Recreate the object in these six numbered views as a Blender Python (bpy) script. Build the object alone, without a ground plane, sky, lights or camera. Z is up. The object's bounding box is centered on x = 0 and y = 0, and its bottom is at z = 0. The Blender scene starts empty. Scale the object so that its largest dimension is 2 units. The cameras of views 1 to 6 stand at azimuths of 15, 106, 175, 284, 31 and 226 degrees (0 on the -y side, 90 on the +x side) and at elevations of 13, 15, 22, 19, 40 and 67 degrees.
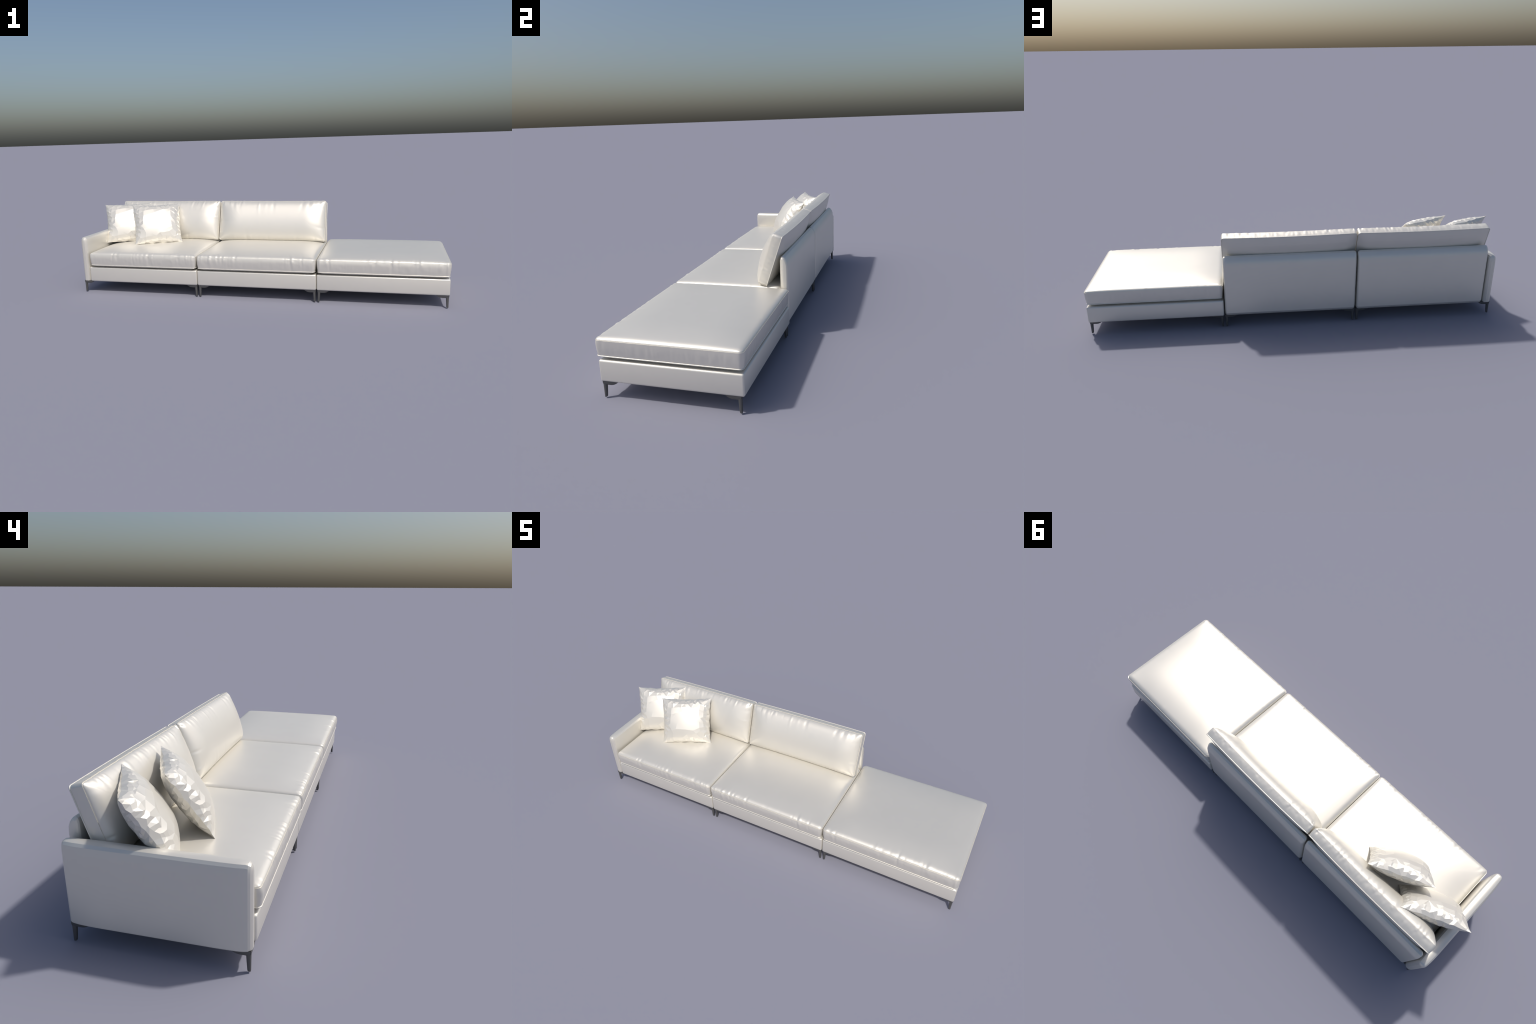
"""White leather modular sofa: two back modules, a backless end module, one arm and two throw pillows."""
import bpy, bmesh, math, random
import numpy as np
from mathutils import Vector, Matrix, noise, geometry

# ------------------------------------------------------------------ materials
def leather(name, base, rough, metal, grain=0.04):
    m = bpy.data.materials.new(name)
    m.use_nodes = True
    nt = m.node_tree
    b = nt.nodes["Principled BSDF"]
    tc = nt.nodes.new("ShaderNodeTexCoord")
    n1 = nt.nodes.new("ShaderNodeTexNoise")
    n1.inputs["Scale"].default_value = 14.0
    n1.inputs["Detail"].default_value = 3.0
    ramp = nt.nodes.new("ShaderNodeValToRGB")
    ramp.color_ramp.elements[0].position = 0.3
    ramp.color_ramp.elements[1].position = 0.7
    ramp.color_ramp.elements[0].color = (*[c * 0.985 for c in base], 1)
    ramp.color_ramp.elements[1].color = (*base, 1)
    nt.links.new(tc.outputs["Object"], n1.inputs["Vector"])
    nt.links.new(n1.outputs["Fac"], ramp.inputs["Fac"])
    nt.links.new(ramp.outputs["Color"], b.inputs["Base Color"])
    vo = nt.nodes.new("ShaderNodeTexVoronoi")
    vo.inputs["Scale"].default_value = 420.0
    bump = nt.nodes.new("ShaderNodeBump")
    bump.inputs["Strength"].default_value = grain
    bump.inputs["Distance"].default_value = 0.0006
    nt.links.new(tc.outputs["Object"], vo.inputs["Vector"])
    nt.links.new(vo.outputs["Distance"], bump.inputs["Height"])
    nt.links.new(bump.outputs["Normal"], b.inputs["Normal"])
    b.inputs["Roughness"].default_value = rough
    b.inputs["Metallic"].default_value = metal
    return m

WHITE = (0.755, 0.730, 0.667)
MAT_LEATHER = leather("white_leather", WHITE, 0.43, 0.46)
MAT_LEG = leather("dark_metal", (0.125, 0.125, 0.122), 0.45, 0.5, 0.0)

# ------------------------------------------------------------------ helpers
def mesh_object(name, verts, faces, mat, parent=None, smooth=True):
    me = bpy.data.meshes.new(name)
    me.from_pydata([tuple(v) for v in verts], [], faces)
    me.validate()
    for p in me.polygons:
        p.use_smooth = smooth
    me.materials.append(mat)
    ob = bpy.data.objects.new(name, me)
    bpy.context.scene.collection.objects.link(ob)
    if parent is not None:
        ob.parent = parent
    return ob

def from_bmesh(name, bm, mat, parent=None, smooth=True):
    bmesh.ops.recalc_face_normals(bm, faces=bm.faces)
    me = bpy.data.meshes.new(name)
    bm.to_mesh(me)
    bm.free()
    for p in me.polygons:
        p.use_smooth = smooth
    me.materials.append(mat)
    ob = bpy.data.objects.new(name, me)
    bpy.context.scene.collection.objects.link(ob)
    if parent is not None:
        ob.parent = parent
    return ob

def rounded_box(name, lo, hi, radius, segs, mat, parent, smooth=True, sharp=None):
    bm = bmesh.new()
    bmesh.ops.create_cube(bm, size=1.0)
    for v in bm.verts:
        for k in range(3):
            v.co[k] = (lo[k] + hi[k]) / 2 + v.co[k] * (hi[k] - lo[k])
    bmesh.ops.bevel(bm, geom=bm.edges[:], offset=radius, segments=segs, profile=0.5, affect='EDGES')
    ob = from_bmesh(name, bm, mat, parent, smooth)
    if sharp is not None:
        ob.data.set_sharp_from_angle(angle=math.radians(sharp))
    return ob

def rounded_rect_loop(a, b, r, step):
    """Closed loop of points round a rectangle of half sizes a, b, symmetric in both axes."""
    def line(n, p, q):
        return [(p[0] + (q[0] - p[0]) * i / n, p[1] + (q[1] - p[1]) * i / n) for i in range(n)]
    nx = 2 * max(2, round((a - r) / step))
    ny = 2 * max(2, round((b - r) / step))
    nc = 6
    pts = []
    def arc(cx, cy, a0):
        return [(cx + r * math.cos(a0 + math.pi / 2 * i / nc), cy + r * math.sin(a0 + math.pi / 2 * i / nc)) for i in range(nc)]
    pts += line(nx, (-a + r, -b), (a - r, -b))
    pts += arc(a - r, -b + r, -math.pi / 2)
    pts += line(ny, (a, -b + r), (a, b - r))
    pts += arc(a - r, b - r, 0)
    pts += line(nx, (a - r, b), (-a + r, b))
    pts += arc(-a + r, b - r, math.pi / 2)
    pts += line(ny, (-a, b - r), (-a, -b + r))
    pts += arc(-a + r, -b + r, math.pi)
    return np.array(pts)

def circ(t):
    t = np.clip(t, 0, 1)
    return np.sqrt(np.maximum(0, 1 - (1 - t) ** 2))

def ease(t, p=2.2):
    return 1 - (1 - np.clip(t, 0, 1)) ** p

def padded_panel(name, lo, hi, profile, r, low, axis, mat, parent, swell=0.0):
    """Upholstered board: a closed profile (across, z) run along an axis; its ends are rounded off by
    shrinking the profile, by the share low at its foot."""
    P = np.array(profile)
    ca = (P[:, 0].min() + P[:, 0].max()) / 2
    z0, z1 = P[:, 1].min(), P[:, 1].max()
    cz, hz, ha = (z0 + z1) / 2, (z1 - z0) / 2, (P[:, 0].max() - P[:, 0].min()) / 2
    bm = bmesh.new()
    angs = [90, 68, 45, 22, 0]
    secs = [(lo + r * (1 - math.sin(math.radians(a))), swell + r * (1 - math.cos(math.radians(a)))) for a in angs]
    if swell:                                       # the padding makes the faces swell a little towards the middle
        secs += [(lo + d, swell * (1 - d / 0.11) ** 2) for d in (0.04, 0.06, 0.08, 0.11)]
    secs += [(hi - (p - lo), ins) for p, ins in secs[::-1]]
    prev = None
    for p, ins in secs:
        ring = []
        for a_, z in P:
            a2 = ca + (a_ - ca) * (1 - min(ins, ha * 0.75) / ha)
            z2 = z - (z - cz) / hz * max(0.0, ins - swell) * (1.0 if z > cz else low)
            ring.append(bm.verts.new((p, a2, z2) if axis == "x" else (a2, p, z2)))
        if prev:
            for i in range(len(ring)):
                j = (i + 1) % len(ring)
                bm.faces.new((prev[i], prev[j], ring[j], ring[i]))
        else:
            bm.faces.new(ring)
        prev = ring
    bm.faces.new(prev[::-1])
    ob = from_bmesh(name, bm, mat, parent)
    ob.data.set_sharp_from_angle(angle=math.radians(20))
    return ob

# ------------------------------------------------------------------ boxed cushion
def cushion(name, a, b, thick, crown, dome, under, under_in, parent, seed, pleats, r=0.018, round_w=0.021, fold_len=0.038, strip_len=1.0,
            dome_w=0.16, side_bulge=0.004, taper=0.0, front_roll=0.0, belly=0.0,sag=0.0, bow=0.0, step=0.0045, fine=0.0009, welt="bottom", matrix=None):
    """Box cushion in local axes: top seam at z=0, bottom seam at z=-thick.
    crown/dome: tight and wide part of the top's swell; under: swell of the bottom panel.
    pleats: (edge, count, strength); edge 0 front, 1 right, 2 back, 3 left."""
    rng = random.Random(seed)
    loop = rounded_rect_loop(a, b, r, step)
    n = len(loop)
    seg = np.linalg.norm(np.roll(loop, -1, 0) - loop, axis=1)
    s = np.concatenate([[0], np.cumsum(seg)[:-1]])
    total = seg.sum()
    tang = np.roll(loop, -1, 0) - np.roll(loop, 1, 0)
    tang /= np.linalg.norm(tang, axis=1)[:, None]
    outw = np.stack([tang[:, 1], -tang[:, 0]], 1)
    # gathers in the leather, each a dent with a raised shoulder, running across the top seam
    starts = [0.0, 2 * (a - r) + 1.57 * r, 2 * (a - r) + 2 * (b - r) + 3.14 * r, 4 * (a - r) + 2 * (b - r) + 4.71 * r]
    lens = [2 * (a - r), 2 * (b - r)] * 2
    folds = []
    for edge, count, strength in pleats:
        for i in range(count):
            u = rng.random()
            if rng.random() < 0.5:                      # folds crowd towards the corners
                u = (rng.random() ** 2) * 0.28
                if rng.random() < 0.5:
                    u = 1 - u
            folds.append((edge, (-1 if edge in (0, 3) else 1) * 0.98 * (2 * u - 1) * (a if edge in (0, 2) else b), rng.uniform(0.0045, 0.0105),
                          strength * (0.15 + 0.85 * rng.random() ** 1.6) * rng.choice([-1, -1, 1]),
                          rng.uniform(0.3, 1.0) * fold_len, rng.uniform(0.015, 0.055) * strip_len, rng.uniform(-0.12, 0.12)))
    facing = [-outw[:, 1] > 0.7, outw[:, 0] > 0.7, outw[:, 1] > 0.7, -outw[:, 0] > 0.7]
    def fold_field(q, shrink=0.0):
        f = np.zeros(n)
        along = [loop[:, 0] * (1 - shrink / a), loop[:, 1] * (1 - shrink / b)]
        for edge, sc, w, A, lt, ls, sk in folds:
            env = math.exp(-(q / (lt if q > 0 else ls)) ** 2) * (1 - 0.6 * math.exp(-(q / 0.006) ** 2))
            if env < 0.01:
                continue
            d = (along[edge % 2] - sc - sk * q) / (w * (1 + 8 * abs(q)))
            f += np.where(facing[edge], A * env * (1 - 0.9 * d ** 2) * np.exp(-d ** 2), 0.0)
        return f
    def fine_field(q):
        return np.array([(noise.noise((si * 95, q * 14, seed * 7.3)) + 0.6 * noise.noise((si * 40 + q * 30, q * 45, seed * 3.1))) for si in s]) * fine
    rings = []
    def zbow(x, y):
        return -bow * (1 - (x / a) ** 2) * (1 - (y / b) ** 2 * 0.3)
    def bump_dirs(x, y, z, f, out, up):
        k = math.hypot(out, up)
        return x + outw[:, 0] * f * out / k, y + outw[:, 1] * f * out / k, z + f * up / k
    # bottom panel, from its spine outwards
    dmax = b
    dl = [dmax, 0.8 * dmax, 0.55 * dmax, 0.35 * dmax, 0.2 * dmax, 0.06, 0.04, 0.025, 0.014, 0.007, 0.003]
    dl = sorted({d for d in dl if d <= dmax}, reverse=True)
    for d in dl:
        x = (loop[:, 0] - outw[:, 0] * taper) * (1 - d / a)
        y = (loop[:, 1] - outw[:, 1] * taper) * (1 - d / b)
        h = under * ease((a - np.abs(x)) / under_in) * ease((b - np.abs(y)) / under_in)
        rings.append(np.stack([x, y, -thick - h + zbow(x, y)], 1))
    # boxing strip
    rows = [0, 0.0018] + list(np.linspace(0.05, 0.93, 13) * thick) + [thick - 0.0018]
    for k, h in enumerate(rows):
        q = h - thick
        tt = h / thick
        bul = side_bulge * math.sin(math.pi * tt) - taper * (1 - tt) ** 1.3
        bul = bul - front_roll * np.clip(-outw[:, 1], 0, 1) * max(0.0, (tt - 0.62) / 0.38) ** 2
        fl = fold_field(q) + fine_field(q) * math.sin(math.pi * h / thick)
        x = loop[:, 0] + outw[:, 0] * (bul + fl)
        y = loop[:, 1] + outw[:, 1] * (bul + fl)
        rings.append(np.stack([x, y, np.full(n, q) + zbow(loop[:, 0], loop[:, 1])], 1))
    # seam: a small ledge where the top panel is sewn to the strip
    fl = fold_field(0.0) - front_roll * np.clip(-outw[:, 1], 0, 1)
    for ins, dz in ((0.0, 0.0), (0.0022, 0.0009)):
        x = loop[:, 0] + outw[:, 0] * (fl - ins)
        y = loop[:, 1] + outw[:, 1] * (fl - ins)
        rings.append(np.stack([x, y, zbow(loop[:, 0], loop[:, 1]) - dz], 1))
    # top panel
    dl = [0.0026, 0.0031, 0.0038, 0.005, 0.0075, 0.0105, 0.014, 0.018, 0.023, 0.029, 0.036, 0.045, 0.056, 0.07, 0.09,
          0.11, 0.14, 0.17, 0.2, 0.225]
    dl = [d for d in dl if d < dmax * 0.97] + [dmax]
    for d in dl:
        x = loop[:, 0] * (1 - d / a)
        y = loop[:, 1] * (1 - d / b)
        ex, ey = a - np.abs(x) - 0.0024, b - np.abs(y) - 0.0024
        h = crown * circ(ex / round_w) * circ(ey / round_w) + dome * ease(ex / dome_w) * ease(ey / dome_w)
        y = y + front_roll * np.clip(-outw[:, 1], 0, 1) * (1 - d / b)
        h = h + belly * ease(ex / 0.12) * ease((b + y) / 0.05) * np.clip((0.4 * b - y) / (1.4 * b), 0, 1)
        h = h - sag * ease(ex / a, 1.5) * ease(ey / b, 1.5)
        z = h + zbow(x, y)
        fl = fold_field(d, d)
        up = min(1.0, 0.35 + d / 0.015)
        x, y, z = bump_dirs(x, y, z, fl, max(0.0, 1 - d / 0.03), up)
        rings.append(np.stack([x, y, z], 1))
    V = np.concatenate(rings)
    faces = []
    for k in range(len(rings) - 1):
        o0, o1 = k * n, (k + 1) * n
        for i in range(n):
            j = (i + 1) % n
            faces.append((o0 + i, o0 + j, o1 + j, o1 + i))
    bm = bmesh.new()
    vs = [bm.verts.new(v) for v in V]
    for f in faces:
        bm.faces.new([vs[i] for i in f])
    ends = vs[:n] + vs[-n:]
    bmesh.ops.remove_doubles(bm, verts=ends, dist=1e-5)
    bmesh.ops.dissolve_degenerate(bm, dist=1e-6, edges=bm.edges[:])
    ob = from_bmesh(name, bm, MAT_LEATHER, parent)
    ob.data.set_sharp_from_angle(angle=math.radians(42))
    if matrix is not None:
        ob.matrix_local = matrix
    # welt cord along one seam
    zc = -thick if welt == "bottom" else 0.0
    rad = 0.0019
    cl = loop + outw * (0.0004 - (taper if welt == "bottom" else 0))
    cz = zc + zbow(loop[:, 0], loop[:, 1])
    vv, ff = [], []
    m = 8
    for i in range(n):
        for k in range(m):
            an = 2 * math.pi * k / m
            vv.append((cl[i, 0] + outw[i, 0] * rad * math.cos(an), cl[i, 1] + outw[i, 1] * rad * math.cos(an),
                       cz[i] + rad * math.sin(an)))
    for i in range(n):
        j = (i + 1) % n
        for k in range(m):
            l = (k + 1) % m
            ff.append((i * m + k, j * m + k, j * m + l, i * m + l))
    mesh_object("piping", vv, ff, MAT_LEATHER, ob)
    return ob

# ------------------------------------------------------------------ legs
def leg_mesh():
    """Tapered foot at a corner (outer faces at +x, -y of the local origin) with a two-armed top plate."""
    bm = bmesh.new()
    H = 0.0640
    prof = [(0.0, 0.0030), (0.0006, 0.0042), (0.003, 0.0050), (0.02, 0.0058), (0.04, 0.0066), (0.050, 0.0071),
            (0.055, 0.0077), (0.059, 0.0085), (H, 0.0092)]
    m = 16
    prev = None
    for z, hw in prof:
        c = -0.0075
        ring = []
        for k in range(m):
            an = 2 * math.pi * (k + 0.5) / m
            cx = math.copysign(abs(math.cos(an)) ** 0.75, math.cos(an)) * hw
            cy = math.copysign(abs(math.sin(an)) ** 0.75, math.sin(an)) * hw
            # outer sides stay nearly upright, inner sides taper
            ring.append(bm.verts.new((c - (hw - 0.0048) * 0.7 + cx, -c + (hw - 0.0048) * 0.7 + cy, z)))
        if prev:
            for k in range(m):
                bm.faces.new([prev[k], prev[(k + 1) % m], ring[(k + 1) % m], ring[k]])
        else:
            bm.faces.new(ring[::-1])
        prev = ring
    bm.faces.new(prev)
    # arms of the plate: thin bars whose underside curves up to a point
    for d in (0, 1):
        L = 0.060
        prev = None
        for t in np.linspace(0, 1, 12):
            u = t * L
            dz = 0.0140 * (1 - max(0.0, (t - 0.45) / 0.55) ** 2.2) + 0.0012
            hw = 0.0062 * (1 - 0.55 * t ** 3)
            ring = []
            for zz, ww in ((H, 1), (H - dz * 0.6, 1), (H - dz, 0.55), (H - dz, -0.55), (H - dz * 0.6, -1), (H, -1)):
                p = (-0.004 - u, 0.0075 + hw * ww, zz)
                if d:
                    p = (-p[1], -p[0], zz)
                ring.append(bm.verts.new(p))
            if prev:
                for k in range(6):
                    bm.faces.new([prev[k], prev[(k + 1) % 6], ring[(k + 1) % 6], ring[k]])
            else:
                bm.faces.new(ring[::-1])
            prev = ring
        bm.faces.new(prev)
    bmesh.ops.recalc_face_normals(bm, faces=bm.faces)
    me = bpy.data.meshes.new("leg")
    bm.to_mesh(me)
    bm.free()
    for p in me.polygons:
        p.use_smooth = True
    me.set_sharp_from_angle(angle=math.radians(50))
    me.materials.append(MAT_LEG)
    return me

# ------------------------------------------------------------------ pillow
def pillow_mesh(W, Hh, seed):
    """Square pillow with drawn-in sides, long corners and crumpled rims; low, faceted folds. z is the front."""
    rng = random.Random(seed)
    N = 16
    pts = []           # parameter points in [-1,1]^2 with a ring label
    edge = [-1 + 2 * i / N for i in range(N)]
    def side(k, t, q):
        return [(t, -q), (q, t), (-t, q), (-q, -t)][k]
    bound = [side(k, t, 1.0) for k in range(4) for t in edge]
    nb = len(bound)
    def shell(front):
        P = [(u, v, 0.0) for u, v in bound]
        for q, cnt, jit, amp in ((0.945, 17, 0.35, 0.0032), (0.87, 16, 0.4, 0.0040), (0.77, 12, 0.42, 0.0022), (0.60, 6, 0.45, 0.0010)):
            for k in range(4):
                for i in range(cnt):
                    t = (-1 + 2 * (i + 0.5 + rng.uniform(-jit, jit) * 0.9) / cnt) * q
                    u, v = side(k, t, q + rng.uniform(-0.03, 0.03))
                    a_ = amp * (0.4 if k == 0 else 1.0) * (1 if i % 2 else -1) * rng.uniform(0.3, 1.0)
                    a_ *= max(0.0, 1 - (abs(u * v) / 0.72) ** 3)          # corners stay drawn out and plain
                    P.append((u, v, a_))
        for i in range(3):
            for j in range(3):
                P.append(((i - 1) * 0.36 + rng.uniform(-0.1, 0.1), (j - 1) * 0.36 + rng.uniform(-0.1, 0.1), rng.uniform(-0.0010, 0.0010)))
        vec = [Vector((p[0], p[1])) for p in P]
        res = geometry.delaunay_2d_cdt(vec, [(i, (i + 1) % nb) for i in range(nb)], [], 1, 1e-5)
        return P, res
    def place(u, v, a_, sgn):
        # sides drawn in between the corners
        x = u * W / 2 * (1.008 + 0.009 * v) * (1 - 0.055 * (1 - v * v) * abs(u) ** 2)
        y = v * Hh / 2 * (1 - (0.070 if v > 0 else 0.02) * (1 - u * u) * abs(v) ** 2)
        fu, fv = 1 - abs(u) ** 2.6, 1 - abs(v) ** 2.6
        th = (max(0, fu) * max(0, fv)) ** 0.62
        z = sgn * ((0.0545 if sgn > 0 else 0.0465) * th) + sgn * a_ * (1 if th > 0 else 0)
        return (x, y, z)
    verts, faces = [], []
    bidx = []
    for i, (u, v) in enumerate(bound):
        corner = abs(u) > 0.999 and abs(v) > 0.999
        x, y, z = place(u, v, 0, 1)
        if not corner:
            x += rng.uniform(-0.0015, 0.0015)
            y += rng.uniform(-0.0015, 0.0015)
            z = rng.uniform(-0.0030, 0.0030)
        verts.append((x, y, z))
    for sgn in (1, -1):
        P, res = shell(sgn > 0)
        ov, oe, of, orig = res[0], res[1], res[2], res[3]
        remap = {}
        for i, src in enumerate(orig):
            k = src[0]
            if k < nb:
                remap[i] = k
            else:
                remap[i] = len(verts)
                verts.append(place(P[k][0], P[k][1], P[k][2], sgn))
        for f in of:
            ids = [remap[i] for i in f]
            faces.append(ids if sgn > 0 else ids[::-1])
    me = bpy.data.meshes.new("throw_pillow")
    me.from_pydata(verts, [], faces)
    me.validate()
    for p in me.polygons:
        p.use_smooth = True
    me.set_sharp_from_angle(angle=math.radians(8))
    me.materials.append(MAT_LEATHER)
    return me

# ------------------------------------------------------------------ build
sofa = bpy.data.objects.new("sofa", None)
bpy.context.scene.collection.objects.link(sofa)
sofa["label"] = "long white leather modular sofa with open end"
sofa["category"] = "sofa"

FRONT = -0.2625
CFRONT = -0.2730              # seats overhang the frame a little at their top seam
Z0, Z1 = 0.0635, 0.1460          # frame
SEAM = 0.2205                   # top seam of the seats
MODULES = [(-0.940, -0.2940, True), (-0.2915, 0.3515, True), (0.3540, 0.9975, False)]

PANEL = [(0.2705, 0.076), (0.2705, 0.318), (0.2690, 0.334), (0.2630, 0.349), (0.2535, 0.3605), (0.2435, 0.3655),
         (0.2365, 0.362), (0.2325, 0.350), (0.2325, 0.074), (0.238, 0.0625), (0.263, 0.0635)]
ARM_X0, ARM_X1, ARM_TOP = -0.9905, -0.9400, 0.3155
ARM_C, ARM_W = (ARM_X0 + ARM_X1) / 2, (ARM_X1 - ARM_X0) / 2
ARM_SHOULDER = [(1.0, 0.038), (0.97, 0.023), (0.86, 0.0105), (0.62, 0.0028), (0.26, 0.0)]   # share of half width, drop
ARM = [(ARM_X0 + 0.004, 0.0612), (ARM_X0, 0.0655)]
ARM += [(ARM_C - ARM_W * w, ARM_TOP - d) for w, d in ARM_SHOULDER]
ARM += [(ARM_C + ARM_W * w, ARM_TOP - d) for w, d in ARM_SHOULDER[::-1]]
ARM += [(ARM_X1, 0.067), (ARM_X1 - 0.004, 0.0615)]
legs = leg_mesh()
for mi, (x0, x1, backed) in enumerate(MODULES):
    rear = 0.2320 if backed else 0.2740
    frame = rounded_box("seat_frame", (x0, FRONT + 0.001, Z0), (x1, rear, Z1), 0.0075, 4, MAT_LEATHER, sofa)
    cx0, cx1 = x0 + 0.0005, x1 + (0.0015 if mi == 2 else -0.0005)
    if mi == 0:
        cx0 = -0.9315
    crear = 0.2325 if backed else 0.2755
    a, b = (cx1 - cx0) / 2, (crear - CFRONT) / 2
    side = 2 if backed else 4
    cushion("seat_cushion", a, b, SEAM - 0.1605, 0.0095, 0.0140, 0.0135, 0.045, sofa, 11 + mi,
            [(0, 36, 0.0028), (1, side, 0.0010), (2, 8, 0.0010), (3, side, 0.0010)],
            side_bulge=0.001, taper=0.0055, front_roll=0.0035, matrix=Matrix.Translation(((cx0 + cx1) / 2, (crear + CFRONT) / 2, SEAM)))
    lx0 = -0.9850 if mi == 0 else x0 + 0.002
    lx1 = x1 - 0.0012
    ry = 0.2645 if backed else 0.2645
    for sx, sy, px, py in ((1, 1, lx1, -0.2580), (-1, 1, lx0, -0.2580), (1, -1, lx1, ry), (-1, -1, lx0, ry)):
        ob = bpy.data.objects.new("leg", legs)
        bpy.context.scene.collection.objects.link(ob)
        ob.parent = frame
        ob.matrix_local = Matrix.Translation((px, py, 0.0015)) @ Matrix.Diagonal((sx, sy, 1, 1))
    if backed:
        bx0, bx1 = x0 + 0.0015, x1 - 0.0025
        padded_panel("back_panel", bx0, bx1, PANEL, 0.013, 0.8, "x", MAT_LEATHER, sofa)
        th = math.radians(18.9)
        c, sn = math.cos(th), math.sin(th)
        hx0, hx1 = x0 + (0.002 if mi == 0 else 0.003), x1 - 0.002
        M = Matrix(((1, 0, 0, (hx0 + hx1) / 2), (0, sn, -c, 0.1720), (0, c, sn, 0.3535), (0, 0, 0, 1)))
        cushion("back_cushion", (hx1 - hx0) / 2, 0.119, 0.0400, 0.014, 0.031, 0.012, 0.07, sofa, 31 + mi,
                [(0, 10, 0.0014), (1, 6, 0.0016), (2, 34, 0.0023), (3, 6, 0.0016)], round_w=0.03, fold_len=0.06, strip_len=0.35, dome_w=0.115, side_bulge=0.0015,
                bow=0.008, r=0.010, belly=0.007, matrix=M)

padded_panel("armrest", -0.259, 0.269, ARM, 0.018, 0.3, "y", MAT_LEATHER, sofa, 0.005)

# throw pillows, leaning on the back cushion, turned towards the arm
TL, TR = Vector((-0.7985, 0.0365, 0.4542)), Vector((-0.550, 0.1583, 0.4541))
BL, BR = Vector((-0.7345, -0.0800, 0.2445)), Vector((-0.4878, 0.0398, 0.2451))
ctr = (TL + TR + BL + BR) / 4
ex = ((TR - TL) + (BR - BL)).normalized()
ey = ((TL - BL) + (TR - BR))
ey = (ey - ex * ey.dot(ex)).normalized()
ez = ex.cross(ey)
pm = pillow_mesh(((TR - TL).length + (BR - BL).length) / 2, ((TL - BL).length + (TR - BR).length) / 2 * 1.022, 5)
for off in (Vector((0, 0, 0)), Vector((-0.2015, 0.0340, 0.0005))):
    ob = bpy.data.objects.new("throw_pillow", pm)
    bpy.context.scene.collection.objects.link(ob)
    R = Matrix((ex, ey, ez)).transposed().to_4x4()
    ob.matrix_world = Matrix.Translation(ctr + off + Vector((0, 0, 0.0015))) @ R
    ob["label"] = "square white crumpled throw pillow"
    ob["category"] = "pillow"
